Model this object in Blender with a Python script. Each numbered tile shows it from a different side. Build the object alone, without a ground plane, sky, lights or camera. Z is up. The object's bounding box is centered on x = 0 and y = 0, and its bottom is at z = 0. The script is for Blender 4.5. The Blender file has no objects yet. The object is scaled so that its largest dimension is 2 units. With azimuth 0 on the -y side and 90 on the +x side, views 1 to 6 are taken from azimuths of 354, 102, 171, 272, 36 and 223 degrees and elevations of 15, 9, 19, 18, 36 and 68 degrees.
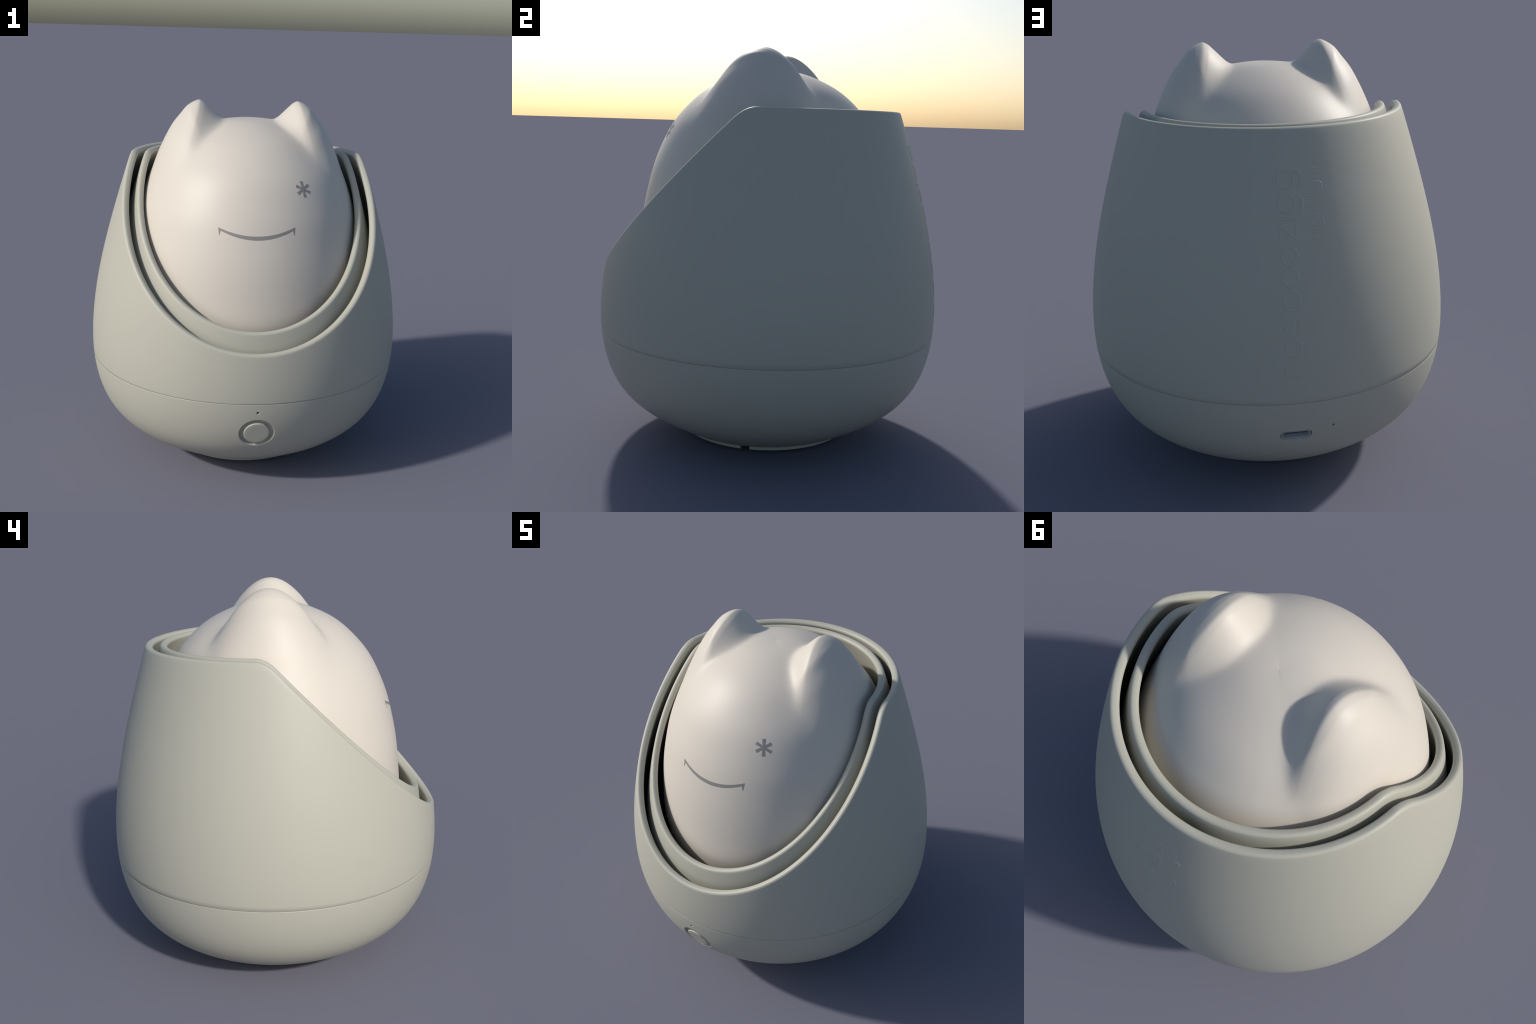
"""A cat-shaped night light: a round two-shell cup, cut open along a slanting
plane at the front, with a pale egg-shaped cat head sitting inside it."""
import bpy, bmesh, math
import numpy as np
from mathutils import Vector

TAU = 2 * math.pi

# ---------------------------------------------------------------- curves
def natural_spline(k, y, x):
    k, y = np.asarray(k, float), np.asarray(y, float)
    n, h = len(k), np.diff(k)
    A, b = np.zeros((n, n)), np.zeros(n)
    A[0, 0] = A[-1, -1] = 1
    for i in range(1, n - 1):
        A[i, i - 1:i + 2] = h[i - 1], 2 * (h[i - 1] + h[i]), h[i]
        b[i] = 6 * ((y[i + 1] - y[i]) / h[i] - (y[i] - y[i - 1]) / h[i - 1])
    m = np.linalg.solve(A, b)
    x = np.clip(x, k[0], k[-1])
    j = np.clip(np.searchsorted(k, x) - 1, 0, n - 2)
    a, c, hh = k[j + 1] - x, x - k[j], h[j]
    return (m[j] * a**3 + m[j + 1] * c**3) / (6 * hh) + (y[j] / hh - m[j] * hh / 6) * a + (y[j + 1] / hh - m[j + 1] * hh / 6) * c


def monotone(xs, ys, x):
    """Monotone cubic through a few control points, straight beyond the ends."""
    xs, ys = np.asarray(xs, float), np.asarray(ys, float)
    h, d = np.diff(xs), np.diff(ys) / np.diff(xs)
    m = np.zeros(len(xs))
    m[0], m[-1] = d[0], d[-1]
    for i in range(1, len(xs) - 1):
        if d[i - 1] * d[i] > 0:
            w1, w2 = 2 * h[i] + h[i - 1], h[i] + 2 * h[i - 1]
            m[i] = (w1 + w2) / (w1 / d[i - 1] + w2 / d[i])
    q = np.clip(x, xs[0], xs[-1])
    j = np.clip(np.searchsorted(xs, q) - 1, 0, len(xs) - 2)
    t = (q - xs[j]) / h[j]
    r = ((1 + 2 * t) * (1 - t)**2 * ys[j] + t * (1 - t)**2 * h[j] * m[j]
         + t * t * (3 - 2 * t) * ys[j + 1] + t * t * (t - 1) * h[j] * m[j + 1])
    return r + np.minimum(x - xs[0], 0) * m[0] + np.maximum(x - xs[-1], 0) * m[-1]


# the cup's outer silhouette: distance from the point (0, 0.75) for a fan of angles
BODY_C = 0.75
BODY_FAN = np.linspace(-1.32, 1.05, 16)
BODY_RAD = [0.7812, 0.8122, 0.8455, 0.8697, 0.9025, 0.9225, 0.9171, 0.9008,
            0.8843, 0.8770, 0.8824, 0.9025, 0.9405, 1.0023, 1.0973, 1.2296]
# the head's egg: distance from (0, 1.1)
EGG_C = 1.1
EGG_FAN = np.linspace(-0.45, math.pi / 2, 14)
EGG_RAD = [0.7465, 0.7175, 0.6886, 0.6730, 0.6688, 0.6736, 0.6891, 0.7097,
           0.7366, 0.7590, 0.7809, 0.7945, 0.8044, 0.8029]


_t = np.linspace(BODY_FAN[0], BODY_FAN[-1], 3001)
_q = natural_spline(BODY_FAN, BODY_RAD, _t)
PR, PZ = _q * np.cos(_t), BODY_C + _q * np.sin(_t)          # body profile r, z
PS = np.concatenate([[0], np.cumsum(np.hypot(np.diff(PR), np.diff(PZ)))])
_tr, _tz = np.gradient(PR, PS), np.gradient(PZ, PS)
PNR, PNZ = _tz, -_tr                                        # outward normal


def body_r(z):
    return np.interp(z, PZ, PR)


def body_point(s, d):
    """Profile point at arc length s, pushed inward by d along the normal."""
    return np.interp(s, PS, PR) - d * np.interp(s, PS, PNR), np.interp(s, PS, PZ) - d * np.interp(s, PS, PNZ)


def s_at_z(z, d=0.0):
    return np.interp(z, PZ - d * PNZ, PS)


SEAM = 0.5597


# ---------------------------------------------------------------- helpers
def node_material(name, colour, rough, grain=0.004, metallic=0.0, spec=0.5):
    m = bpy.data.materials.new(name)
    m.use_nodes = True
    nt = m.node_tree
    b = nt.nodes["Principled BSDF"]
    tc = nt.nodes.new("ShaderNodeTexCoord")
    no = nt.nodes.new("ShaderNodeTexNoise")
    no.inputs["Scale"].default_value = 260.0
    no.inputs["Detail"].default_value = 2.0
    mix = nt.nodes.new("ShaderNodeMix")
    mix.data_type = "RGBA"
    mix.inputs["A"].default_value = (*[c * (1 - grain) for c in colour], 1)
    mix.inputs["B"].default_value = (*[min(1, c * (1 + grain)) for c in colour], 1)
    nt.links.new(tc.outputs["Object"], no.inputs["Vector"])
    nt.links.new(no.outputs["Fac"], mix.inputs["Factor"])
    nt.links.new(mix.outputs["Result"], b.inputs["Base Color"])
    b.inputs["Roughness"].default_value = rough
    b.inputs["Metallic"].default_value = metallic
    b.inputs["Specular IOR Level"].default_value = spec
    return m


SHELL_MAT = node_material("warm_grey_plastic", (0.464, 0.458, 0.388), 0.5)
HEAD_MAT = node_material("cream_plastic", (0.656, 0.607, 0.533), 0.5)
MARK_MAT = node_material("grey_print", (0.262, 0.252, 0.246), 0.5)
PORT_MAT = node_material("grey_metal", (0.43, 0.43, 0.43), 0.45)
DARK_MAT = node_material("near_black", (0.02, 0.02, 0.02), 0.6)  # near-black base colour, used on the floor of the charging port


def mesh_object(name, verts, faces, mat, parent=None, smooth=True, normals=None):
    me = bpy.data.meshes.new(name)
    me.from_pydata([tuple(v) for v in verts], [], faces)
    me.materials.append(mat)
    if smooth:
        me.polygons.foreach_set("use_smooth", [True] * len(me.polygons))
    me.update()
    if normals is not None:
        me.normals_split_custom_set_from_vertices([tuple(n) for n in normals])
    ob = bpy.data.objects.new(name, me)
    bpy.context.collection.objects.link(ob)
    ob.parent = parent
    return ob


def ring_faces(rows, cols, close_rows=False):
    f = []
    for i in range(rows if close_rows else rows - 1):
        a, b = i * cols, ((i + 1) % rows) * cols
        for j in range(cols):
            k = (j + 1) % cols
            f.append((a + j, a + k, b + k, b + j))
    return f


def fix_normals(ob):
    bm = bmesh.new()
    bm.from_mesh(ob.data)
    bmesh.ops.recalc_face_normals(bm, faces=bm.faces)
    bm.to_mesh(ob.data)
    bm.free()


def lathe(name, prof, mat, parent, cols=256):
    """Closed or open lathe of (r, z) points; ends at r = 0 are capped."""
    ph = np.arange(cols) / cols * TAU
    v, f = [], []
    for r, z in prof:
        v += [(r * math.sin(a), -r * math.cos(a), z) for a in ph]
    f = ring_faces(len(prof), cols)
    f.append(tuple(range(cols)))
    f.append(tuple((len(prof) - 1) * cols + j for j in range(cols)))
    ob = mesh_object(name, v, f, mat, parent)
    fix_normals(ob)
    return ob


# ---------------------------------------------------------------- the thing
light = bpy.data.objects.new("night_light", None)
bpy.context.collection.objects.link(light)
light["label"] = "pale grey cup night light with a cream cat head"
light["category"] = "night light"


# ---------------------------------------------------------------- cup shells
def rim_height(y):
    """Level rim behind, slanting plane in front, eased where they meet."""
    flat, slope, k = RIM_FLAT, RIM_CUT + RIM_SLOPE * y, 0.055
    h = np.clip(0.5 + 0.5 * (slope - flat) / k, 0, 1)
    return slope * (1 - h) + flat * h - k * h * (1 - h)


RIM_FLAT, RIM_CUT, RIM_SLOPE = 1.7055, 1.6935, 1.02


def cup(name, d_out, d_in, z_bottom, parent, cols=480, fillet=0.0165, rows=44, bowl=False):
    d_mid, h = (d_out + d_in) / 2, (d_in - d_out) / 2
    ph = np.arange(cols) / cols * TAU
    mr, mz = body_point(PS, d_mid)
    apex, ar = np.zeros(cols), np.zeros(cols)
    for j, a in enumerate(ph):
        g = mz - rim_height(-mr * math.cos(a))
        apex[j] = np.interp(0.0, g, PS)
        ar[j] = np.interp(apex[j], PS, mr)
    slope = (np.roll(apex, -1) - np.roll(apex, 1)) / (2 * TAU / cols * ar)
    stretch = np.sqrt(1 + slope**2)
    # section of the lip: (across, below apex)
    lip = []
    for t in np.linspace(0, math.pi / 2, 9):
        lip.append((h - fillet + fillet * math.cos(t), -fillet + fillet * math.sin(t)))
    lip += [(-a, b) for a, b in reversed(lip)]
    loops = []
    s0 = 0.02 if bowl else s_at_z(z_bottom, d_out)
    top = apex - fillet * stretch
    edge = 0.0016
    if not bowl:
        loops.append((np.full(cols, s0), d_out + edge))
    for i in range(rows):
        w = i / rows
        loops.append((s0 + edge + (top - s0 - edge) * w, d_out))
    for a, b in lip:
        loops.append((apex + b * stretch, d_mid - a))
    for i in range(rows):
        w = (i + 1) / rows
        loops.append((top + (s0 + edge - top) * w, d_in))
    if not bowl:
        loops.append((np.full(cols, s0), d_in - edge))
    v = []
    for s, d in loops:
        r, z = body_point(s, d)
        v += list(zip(r * np.sin(ph), -r * np.cos(ph), z))
    faces = ring_faces(len(loops), cols, not bowl)
    if bowl:
        faces += [tuple(range(cols)), tuple((len(loops) - 1) * cols + j for j in range(cols))]
    ob = mesh_object(name, v, faces, SHELL_MAT, parent)
    fix_normals(ob)
    return ob


WALL = 0.0415
shell = cup("outer_shell", 0.0, WALL, SEAM + 0.0004, light)
inner = cup("inner_shell", 0.0735, 0.1120, 0.0, light, rows=90, bowl=True)


# ---------------------------------------------------------------- base
def surface_frame(x, z, side):
    """Point and axes on the body at lateral x, height z; side -1 front, +1 back."""
    r = float(body_r(z))
    y = side * math.sqrt(r * r - x * x)
    s = float(s_at_z(z))
    nr, nz = float(np.interp(s, PS, PNR)), float(np.interp(s, PS, PNZ))
    n = Vector((x / r * nr, y / r * nr, nz)).normalized()
    u = Vector((0, 0, 1)).cross(n).normalized()
    return Vector((x, y, z)), u, n.cross(u), n


def on_surface(frame, a, b, lift=0.0):
    """Point of the body reached from local (a, b) along the frame's normal."""
    p, u, v, n = frame
    q = p + u * a + v * b
    lo, hi = -0.08, 0.06
    for _ in range(40):
        m = (lo + hi) / 2
        w = q + n * m
        if math.hypot(w.x, w.y) > body_r(w.z):
            hi = m
        else:
            lo = m
    return q + n * ((lo + hi) / 2 + lift)


def stadium(hw, hh, count=64):
    """Outline points of a rounded slot of half-width hw, half-height hh."""
    pts, c = [], hw - hh
    for i in range(count):
        t = TAU * i / count
        pts.append((math.copysign(c, math.cos(t)) * (1 if abs(math.cos(t)) > 1e-9 else 0) + hh * math.cos(t), hh * math.sin(t)))
    return pts


def circle(r, count=96):
    return [(r * math.cos(TAU * i / count), r * math.sin(TAU * i / count)) for i in range(count)]


def prism(name, frame, outline, d0, d1, mat, scale1=1.0):
    p, u, v, n = frame
    vs = [p + u * a + v * b + n * d0 for a, b in outline] + [p + u * a * scale1 + v * b * scale1 + n * d1 for a, b in outline]
    k = len(outline)
    f = ring_faces(2, k) + [tuple(range(k)), tuple(range(k, 2 * k))]
    ob = mesh_object(name, vs, f, mat, None, smooth=False)
    fix_normals(ob)
    return ob


BUTTON = surface_frame(0.0, 0.3815, -1)
PORT = surface_frame(0.0, 0.3875, 1)
PIN_FRONT = surface_frame(0.0, 0.512, -1)
PIN_BACK = surface_frame(-0.167, 0.4194, 1)

s_lo, s_hi = float(np.interp(0.30, PR[:1500], PS[:1500])), float(s_at_z(SEAM - 0.0004))
prof = [(0.15, 0.0006), (0.25, 0.0006)]
for w in np.linspace(0.0, 1.0, 90):
    r, z = body_point(s_lo + (s_hi - 0.0016 - s_lo) * w, 0)
    prof.append((float(r), max(float(z), 0.0008)))
prof.append(tuple(float(c) for c in body_point(s_hi, 0.0016)))
for w in np.linspace(1.0, 0.0, 40):
    prof.append(tuple(float(c) for c in body_point(s_lo + (s_hi - s_lo) * w, WALL)))
base = lathe("base", prof, SHELL_MAT, light, cols=288)


def cut(ob, cutters):
    for c in cutters:
        md = ob.modifiers.new("cut", "BOOLEAN")
        md.operation, md.solver, md.object = "DIFFERENCE", "EXACT", c
    dg = bpy.context.evaluated_depsgraph_get()
    me = bpy.data.meshes.new_from_object(ob.evaluated_get(dg))
    ob.modifiers.clear()
    ob.data = me
    for c in cutters:
        bpy.data.objects.remove(c, do_unlink=True)


cut(base, [prism("c", BUTTON, circle(0.094), 0.05, -0.060, SHELL_MAT),
           prism("c", PORT, stadium(0.0725, 0.0285), 0.05, -0.07, SHELL_MAT),
           prism("c", PIN_FRONT, circle(0.0086, 32), 0.002, -0.006, SHELL_MAT, 0.75),
           prism("c", PIN_FRONT, circle(0.0064, 32), 0.01, -0.03, SHELL_MAT),
           prism("c", PIN_BACK, circle(0.0062, 32), 0.01, -0.03, SHELL_MAT)])
base.data.name = "base"


def analytic_normals(ob):
    """Body faces take the exact normals of the profile, cut walls stay flat."""
    me = ob.data
    co = np.array([v.co[:] for v in me.vertices])
    rr = np.hypot(co[:, 0], co[:, 1])
    s = np.interp(co[:, 2], PZ, PS)
    nr, nz = np.interp(s, PS, PNR), np.interp(s, PS, PNZ)
    an = np.stack([co[:, 0] / np.maximum(rr, 1e-6) * nr, co[:, 1] / np.maximum(rr, 1e-6) * nr, nz], 1)
    out = np.zeros((len(me.loops), 3))
    for p in me.polygons:
        pn = np.array(p.normal[:])
        for li in p.loop_indices:
            vi = me.loops[li].vertex_index
            on = abs(rr[vi] - body_r(co[vi, 2])) < 0.0025 and co[vi, 2] > 0.006 and co[vi, 2] < SEAM - 0.0022
            out[li] = an[vi] if on and pn @ an[vi] > 0.9 else pn
    me.polygons.foreach_set("use_smooth", [True] * len(me.polygons))
    me.normals_split_custom_set([tuple(n) for n in out])


analytic_normals(base)


def fitted(name, frame, rows, mat, parent, cap=False):
    """Skin of outline rows; each row is (outline, depth, follow): follow 1 lies
    on the body's curve, 0 on a flat plane; depth is counted below it."""
    p, u, v, n = frame
    vs, k = [], len(rows[0][0])
    for outline, depth, follow in rows:
        for a, b in outline:
            flat = p + u * a + v * b - n * depth
            vs.append(on_surface(frame, a, b, -depth) * follow + flat * (1 - follow) if follow else flat)
    f = ring_faces(len(rows), k)
    if cap:
        f.append(tuple((len(rows) - 1) * k + j for j in range(k)))
    ob = mesh_object(name, vs, f, mat, parent)
    fix = ob.data
    # face outward along the frame's normal on average
    tot = sum((q.normal * q.area for q in fix.polygons), Vector())
    if tot.dot(n) < 0:
        fix.flip_normals()
    return ob


def quarter(outer, depth0, rad, steps, shape, inward=True):
    """Rows rounding an edge from the surface into a wall."""
    rows = []
    for i in range(steps + 1):
        t = i / steps * math.pi / 2
        rows.append((shape(outer - rad * math.sin(t) if inward else outer), depth0 + rad * (1 - math.cos(t)), None))
    return rows


# button well, a rounded trench, and the round key standing in it
rows = [(circle(0.0946), 0.0004, 1)]
for i in range(1, 6):
    t = i / 5 * math.pi / 2
    rows.append((circle(0.0946 - 0.005 * math.sin(t)), 0.0004 + 0.005 * (1 - math.cos(t)), 1))
rows += [(circle(0.0895), 0.012, 1), (circle(0.0893), 0.020, 0.4), (circle(0.0885), 0.022, 0.2), (circle(0.086), 0.0225, 0), (circle(0.060), 0.0225, 0)]
well = fitted("button_well", BUTTON, rows, SHELL_MAT, base)
rows = [(circle(0.0672), 0.030, 0), (circle(0.0672), 0.0085, 0)]
for i in range(1, 6):
    t = i / 5 * math.pi / 2
    rows.append((circle(0.0672 - 0.005 * (1 - math.cos(t))), 0.0085 - 0.005 * math.sin(t), 0))
rows += [(circle(0.05), 0.0034, 0), (circle(0.02), 0.0034, 0)]
button = fitted("button", BUTTON, rows, SHELL_MAT, base, cap=True)

# charging port: rounded slot, metal collar, cavity with a near-black floor
st = lambda e: stadium(0.0725 - e, 0.0285 - e)
rows = [(st(-0.0004), 0.0003, 1), (st(0.001), 0.0008, 1), (st(0.002), 0.003, 1), (st(0.0022), 0.02, 1), (st(0.012), 0.022, 1)]
slot = fitted("port_slot", PORT, rows, SHELL_MAT, base)
rows = [(st(0.0055), 0.03, 1), (st(0.0055), 0.005, 1), (st(0.0062), 0.003, 1), (st(0.0075), 0.0025, 1), (st(0.0085), 0.0025, 1),
        (st(0.0098), 0.003, 1), (st(0.0105), 0.005, 1), (st(0.0105), 0.036, 1)]
collar = fitted("charging_port", PORT, rows, PORT_MAT, base)
rows = [(st(0.010), 0.031, 1), (st(0.02), 0.031, 1)]
back = fitted("port_floor", PORT, rows, DARK_MAT, collar, cap=True)

# foot ring in two arcs with a slot at either side
def foot_arc(name, a0, a1):
    sec = [(0.385, 0.034), (0.385, 0.016), (0.388, 0.0125), (0.4335, 0.0125), (0.4365, 0.0140), (0.4375, 0.0165), (0.4380, 0.040)]
    n, vs = 97, []
    for i in range(n):
        a = a0 + (a1 - a0) * i / (n - 1)
        vs += [(r * math.cos(a), r * math.sin(a), z) for r, z in sec]
    k = len(sec)
    f = [(i * k + j, i * k + (j + 1) % k, (i + 1) * k + (j + 1) % k, (i + 1) * k + j) for i in range(n - 1) for j in range(k)]
    f += [tuple(range(k)), tuple((n - 1) * k + j for j in range(k))]
    ob = mesh_object(name, vs, f, SHELL_MAT, base, smooth=False)
    fix_normals(ob)
    return ob


gap = 0.055
foot_arc("foot", -gap + 0.0, -math.pi + gap)
foot_arc("foot", gap, math.pi - gap)


# ---------------------------------------------------------------- head
_et = np.linspace(EGG_FAN[0], EGG_FAN[-1], 1500)
_eq = natural_spline(EGG_FAN, EGG_RAD, _et)
ER, EZ = _eq * np.cos(_et), EGG_C + _eq * np.sin(_et)
ER[-1] = 0.0


def egg_r(z):
    return np.interp(z, EZ, ER)


def soft_positive(v, w):
    return 0.5 * (v + np.sqrt(v * v + w * w))


def ear_rise(x, y):
    """Height that the ears add above the egg at plan position x, y: a flat inner
    face rising from a curved crease, times a fall toward the head's side, times
    a fall fore and aft of the ear."""
    X, Y = np.abs(x), np.abs(y)
    r = np.hypot(X, Y)
    crease = 0.1478 + 0.869 * Y**2
    s = np.minimum((X - crease) / 0.1613, 1)
    inner = monotone([0, 0.16, 0.33, 0.50, 0.66, 0.82, 1.0], [0, 0.184, 0.407, 0.637, 0.841, 0.969, 1.0], s)
    outer = np.clip(monotone([0.30, 0.34, 0.38, 0.42, 0.46, 0.50, 0.54, 0.58, 0.62, 0.66],
                             [1.0, 0.991, 0.892, 0.805, 0.632, 0.406, 0.180, 0.107, 0.054, 0.0], np.clip(r, 0.30, 0.66)), 0, 1)
    g = np.clip((X - 0.285) / 0.13, 0, 1)
    g = g * g * (3 - 2 * g)
    fan = 1 - ((Y / (X + 1e-4)) / (0.8681 + -0.1181 * g))**2
    return 0.1611 * soft_positive(inner, 0.123) * outer * soft_positive(fan, 0.324)


HEAD_FOOT = 0.16


def build_head():
    cols, top_rows = 576, 300
    # rows from the crown down, finer where the ears stand
    w = np.linspace(0, 1, top_rows)
    th = math.pi / 2 - (math.pi / 2 - EGG_FAN[0]) * (w - 0.10 * np.sin(TAU * w) / TAU * 1.0)
    q = natural_spline(EGG_FAN, EGG_RAD, th)
    r, z = q * np.cos(th), EGG_C + q * np.sin(th)
    r, z = r[1:], z[1:]
    # closed underside, hidden in the cup
    r0, z0 = r[-1], z[-1]
    for t in np.linspace(0, 1, 26)[1:]:
        a = t * math.pi / 2
        r = np.append(r, r0 * max(0.02, math.cos(a)**0.55))
        z = np.append(z, z0 - (z0 - HEAD_FOOT) * math.sin(a))
    ph = np.arange(cols) / cols * TAU
    R, P = np.meshgrid(r, ph, indexing="ij")
    X, Y, Z = R * np.sin(P), -R * np.cos(P), np.repeat(z[:, None], cols, 1)
    rise = ear_rise(X, Y)
    Z2 = Z + np.where(Z > 1.25, rise, 0)
    vs = np.stack([X, Y, Z2], -1).reshape(-1, 3)
    nrow = len(r)
    crown = len(vs)
    vs = np.vstack([vs, [[0, 0, z_crown + float(ear_rise(np.array([0.0]), np.array([0.0]))[0])], [0, 0, z[-1]]]])
    faces = [(b, a, d, c) for a, b, c, d in ring_faces(nrow, cols)]
    faces = [f[::-1] for f in faces]
    faces += [(crown, j, (j + 1) % cols) for j in range(cols)]
    last = (nrow - 1) * cols
    faces += [(crown + 1, last + (j + 1) % cols, last + j) for j in range(cols)]
    return vs, faces, rise.reshape(-1)


z_crown = float(EZ[-1])
hv, hf, hrise = build_head()
tmp = mesh_object("tmp", hv, hf, HEAD_MAT)
fix_normals(tmp)
hf = [tuple(p.vertices) for p in tmp.data.polygons]
hn = np.array([v.normal[:] for v in tmp.data.vertices])
bpy.data.objects.remove(tmp, do_unlink=True)

# one smooth surface, its faces shared out between head and ears
region = np.zeros(len(hv), int)
on_ear = np.append(hrise > 0.02, [False, False]) & (hv[:, 2] > 1.6) & (np.abs(hv[:, 0]) > 0.13)
region[on_ear & (hv[:, 0] < 0)] = 1
region[on_ear & (hv[:, 0] > 0)] = 2


def piece(name, want, parent):
    fs = [f for f in hf if max(region[list(f)]) == want]
    used = np.unique(np.concatenate([np.array(f) for f in fs]))
    back_map = -np.ones(len(hv), int)
    back_map[used] = np.arange(len(used))
    return mesh_object(name, hv[used], [tuple(int(back_map[i]) for i in f) for f in fs], HEAD_MAT, parent, normals=hn[used])


head = piece("head", 0, light)
piece("ear", 1, head)
piece("ear", 2, head)


# ---------------------------------------------------------------- face marks
def egg_normal(p):
    e = 1e-3
    dr = float(egg_r(p[2] + e) - egg_r(p[2] - e)) / (2 * e)
    r = math.hypot(p[0], p[1])
    return Vector((p[0] / r, p[1] / r, -dr)).normalized()


def strip_mark(name, strips, place, parent):
    """Thin raised print: each strip is a list of (left, right) outline pairs."""
    vs, fs = [], []
    for strip in strips:
        lay = []
        across = 5
        for a, b in strip:
            lay.append([place(a[0] + (b[0] - a[0]) * i / (across - 1), a[1] + (b[1] - a[1]) * i / (across - 1)) for i in range(across)])
        o = len(vs)
        for lift in (0.0012, -0.003):
            for row in lay:
                for p in row:
                    vs.append(p + egg_normal(p) * lift)
        n, m = len(strip), across
        N = n * m
        for i in range(n - 1):
            for j in range(m - 1):
                a = o + i * m + j
                fs.append((a, a + 1, a + m + 1, a + m))
                fs.append((a + N, a + N + m, a + N + m + 1, a + N + 1))
        ring = [i * m for i in range(n)] + [(n - 1) * m + j for j in range(1, m)] + [i * m + m - 1 for i in range(n - 2, -1, -1)] + list(range(m - 2, 0, -1))
        for i in range(len(ring)):
            a, b = ring[i], ring[(i + 1) % len(ring)]
            fs.append((o + a, o + a + N, o + b + N, o + b))
    ob = mesh_object(name, vs, fs, MARK_MAT, parent, smooth=False)
    fix_normals(ob)
    return ob


def front_place(x, z):
    r = float(egg_r(z))
    return Vector((x, -math.sqrt(r * r - x * x), z))


def mouth_strips():
    xs = np.linspace(-1, 1, 49)
    top = [(0.1970 * t, 1.3692 + 0.0388 * abs(t)**2.06) for t in xs]
    low = [(0.1872 * t, 1.3502 + 0.0432 * abs(t)**2.0) for t in xs]
    smile = list(zip(top, low))
    fangs = []
    for k in (-1, 1):
        a0, b0, tip = (k * 0.1970, 1.4080), (k * 0.1855, 1.3945), (k * 0.1930, 1.3675)
        fangs.append([((a0[0] + (tip[0] - a0[0]) * t, a0[1] + (tip[1] - a0[1]) * t),
                       (b0[0] + (tip[0] - b0[0]) * t, b0[1] + (tip[1] - b0[1]) * t)) for t in np.linspace(0, 0.985, 8)])
    return [smile] + fangs


strip_mark("mouth", mouth_strips(), front_place, head)

EYE = front_place(0.2486, 1.5879)
EYE_N = egg_normal(EYE)
EYE_U = Vector((0, 0, 1)).cross(EYE_N).normalized()
EYE_V = EYE_N.cross(EYE_U)


def eye_place(a, b):
    q = EYE + EYE_U * a + EYE_V * b
    lo, hi = -0.03, 0.03
    for _ in range(40):
        m = (lo + hi) / 2
        w = q + EYE_N * m
        if math.hypot(w.x, w.y) > float(egg_r(w.z)):
            hi = m
        else:
            lo = m
    return q + EYE_N * lo


arms = []
for i in range(3):
    # opposite arms share one bar, narrow at the middle and flared at the ends
    ang = math.radians(90 + 61 * (i if i < 2 else -1))
    c, s = math.cos(ang), math.sin(ang)
    bar = []
    for t in np.linspace(-1, 1, 21):
        L, hw = 0.0438 * t, 0.0048 + 0.0035 * abs(t)
        bar.append(((L * c - hw * s, L * s + hw * c), (L * c + hw * s, L * s - hw * c)))
    arms.append(bar)
# the three bars cross; lift each a hair so no two faces share a plane
eye = strip_mark("eye", [arms[0]], eye_place, head)
for k, bar in enumerate(arms[1:]):
    extra = strip_mark("eye_bar", [bar], eye_place, head)
    for v in extra.data.vertices:
        v.co -= EYE_N * 0.00012 * (k + 1)
    bm = bmesh.new()
    bm.from_mesh(eye.data)
    bm.from_mesh(extra.data)
    bm.to_mesh(eye.data)
    bm.free()
    bpy.data.objects.remove(extra, do_unlink=True)


# ---------------------------------------------------------------- lettering
def arc(cx, cy, rx, ry, a0, a1, n=22):
    return [(cx + rx * math.cos(math.radians(a0 + (a1 - a0) * i / (n - 1))),
             cy + ry * math.sin(math.radians(a0 + (a1 - a0) * i / (n - 1)))) for i in range(n)]


def line(*pts):
    out = []
    for (ax, ay), (bx, by) in zip(pts, pts[1:]):
        out += [(ax + (bx - ax) * i / 8, ay + (by - ay) * i / 8) for i in range(9 if (bx, by) == pts[-1] else 8)]
    return out


def letter_strokes(ch, a, b, X, w):
    """Centre lines of a plain round letter filling a..b along the line, x-height X."""
    h = w / 2
    c, rx, ry = (a + b) / 2, (b - a) / 2 - h, X / 2 - h
    bowl = arc(c, X / 2, rx, ry, 0, 360, 49)
    if ch == "o":
        return [bowl]
    if ch == "b":
        return [bowl, line((a + h, h), (a + h, X * 1.34))]
    if ch == "g":
        tail = [(b - h, X - h + 0.001)] + line((b - h, X - h), (b - h, X * 0.02)) + arc(c, X * 0.02, rx, X * 0.42 - h, 0, -150)[1:]
        return [bowl, tail]
    if ch in "nh":
        top = X * 1.34 if ch == "h" else X
        arch = line((b - h, h), (b - h, X * 0.52)) + arc(c, X * 0.52, rx, X * 0.48 - h, 0, 180)[1:]
        return [line((a + h, h), (a + h, top)), arch]
    if ch == "i":
        return [line((c, h), (c, X)), line((c, X * 1.24), (c, X * 1.24 + w))]
    if ch == "l":
        return [line((c, h), (c, X * 1.34))]
    if ch == "t":
        return [line((c, h), (c, X * 1.3)), line((a, X - h), (b, X - h))]
    if ch == "z":
        return [line((a + h, X - h), (b - h, X - h), (a + h, h), (b - h, h))]
    if ch == "s":
        r = X / 4 - h / 2
        return [arc(c, X - h - r, rx * 0.92, r, 35, 262) + arc(c, h + r, rx, r, 82, -145)[1:]]
    return []


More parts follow.
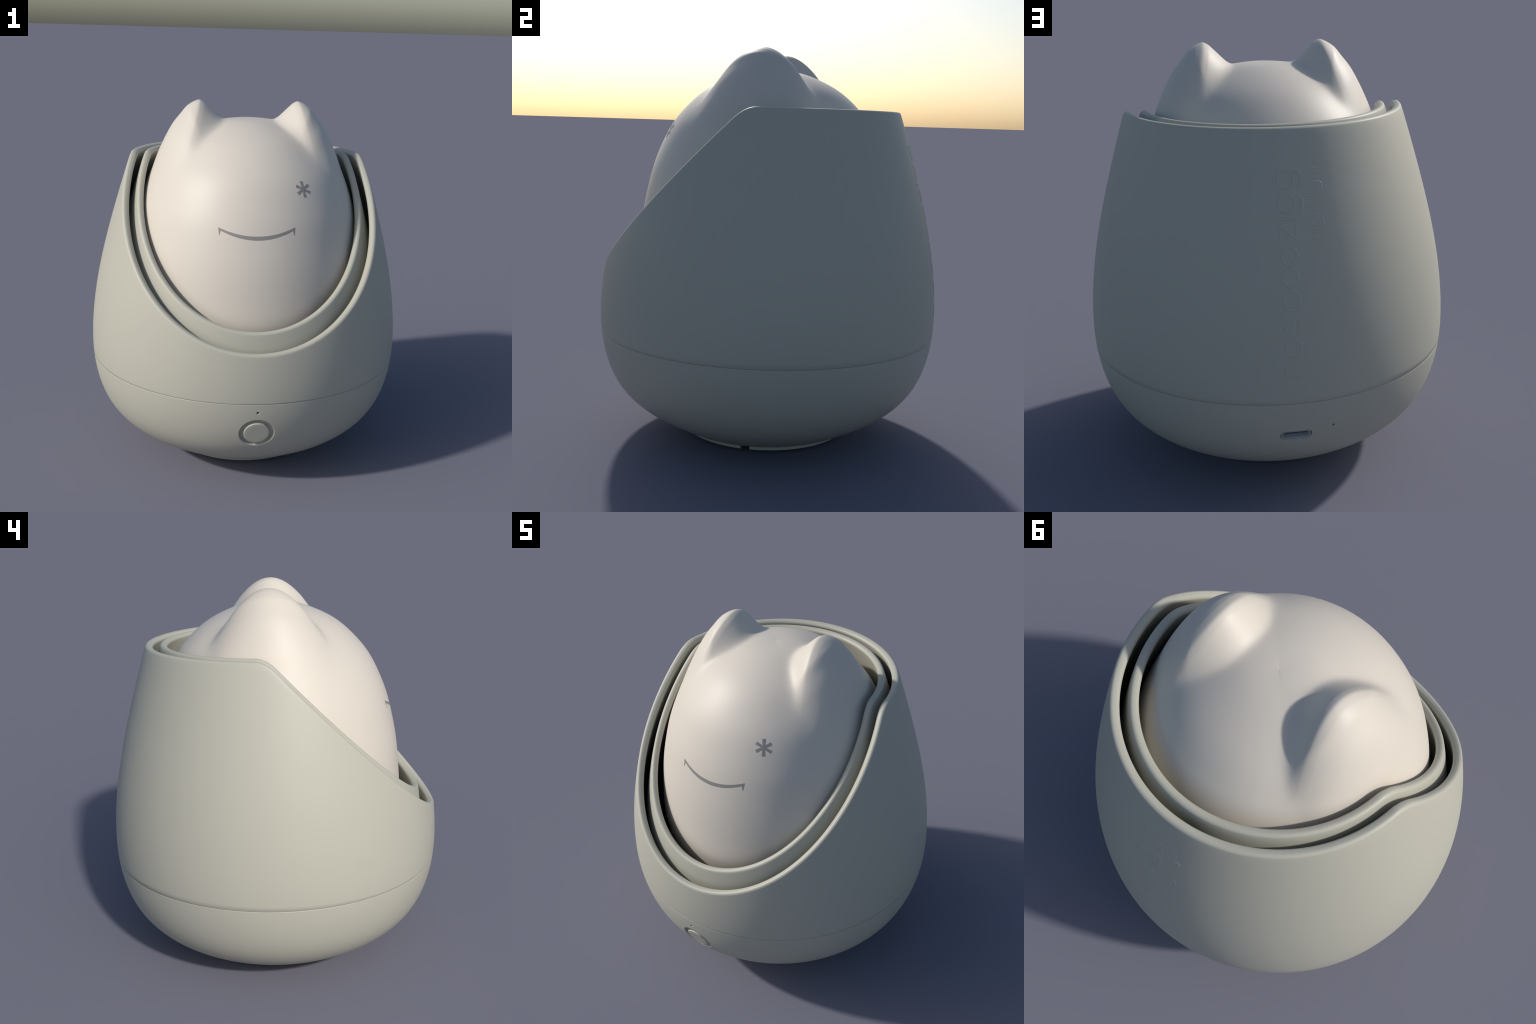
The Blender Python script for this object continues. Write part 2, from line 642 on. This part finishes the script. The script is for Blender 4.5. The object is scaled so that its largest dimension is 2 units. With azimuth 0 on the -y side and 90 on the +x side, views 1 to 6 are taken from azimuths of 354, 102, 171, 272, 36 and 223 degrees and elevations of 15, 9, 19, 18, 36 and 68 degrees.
def raised_words(pairs, base_x, X, w, height, name):
    """Low relief up the back, reading upward, letter tops toward +x."""
    vs, fs = [], []
    sec = [(-0.5, -0.0015), (-0.5, 0.0), (-0.36, 0.75), (-0.24, 1.0), (0.24, 1.0), (0.36, 0.75), (0.5, 0.0), (0.5, -0.0015)]
    k, count = len(sec), 0
    for ch, z0, z1 in pairs:
        for path in letter_strokes(ch, z0, z1, X, w):
            p = np.array(path)
            d = np.gradient(p, axis=0)
            d /= np.maximum(np.linalg.norm(d, axis=1), 1e-9)[:, None]
            side = np.stack([-d[:, 1], d[:, 0]], 1)
            top = height * (1 + 0.06 * (count % 3))
            count += 1
            o, n = len(vs), len(p)
            for q, e in zip(p, side):
                for across, up in sec:
                    z, x = q[0] + e[0] * across * w, base_x + q[1] + e[1] * across * w
                    r = float(body_r(z))
                    y = math.sqrt(r * r - x * x)
                    sl = float(np.interp(z, PZ, PS))
                    nr, nz = float(np.interp(sl, PS, PNR)), float(np.interp(sl, PS, PNZ))
                    lift = top * up if up >= 0 else up
                    vs.append((x + x / r * nr * lift, y + y / r * nr * lift, z + nz * lift))
            fs += [(o + i * k + j, o + i * k + (j + 1) % k, o + (i + 1) * k + (j + 1) % k, o + (i + 1) * k + j) for i in range(n - 1) for j in range(k)]
            fs += [tuple(o + j for j in range(k)), tuple(o + (n - 1) * k + j for j in range(k))]
    ob = mesh_object(name, vs, fs, SHELL_MAT, shell)
    fix_normals(ob)
    ob.data.set_sharp_from_angle(angle=math.radians(75))
    return ob


big = [("n", 0.6905, 0.763), ("o", 0.778, 0.863), ("s", 0.875, 0.957), ("b", 0.976, 1.066), ("o", 1.071, 1.155),
       ("o", 1.159, 1.244), ("z", 1.258, 1.332), ("i", 1.344, 1.357), ("g", 1.367, 1.451), ("g", 1.464, 1.547)]
small = [("n", 1.2595, 1.290), ("i", 1.296, 1.303), ("g", 1.310, 1.346), ("h", 1.353, 1.379), ("t", 1.384, 1.404),
         ("l", 1.430, 1.437), ("i", 1.442, 1.449), ("g", 1.456, 1.492), ("h", 1.501, 1.529), ("t", 1.532, 1.551)]
raised_words(big, -0.0275, 0.080, 0.0135, 0.0012, "lettering")
raised_words(small, -0.1258, 0.041, 0.0068, 0.0008, "lettering")
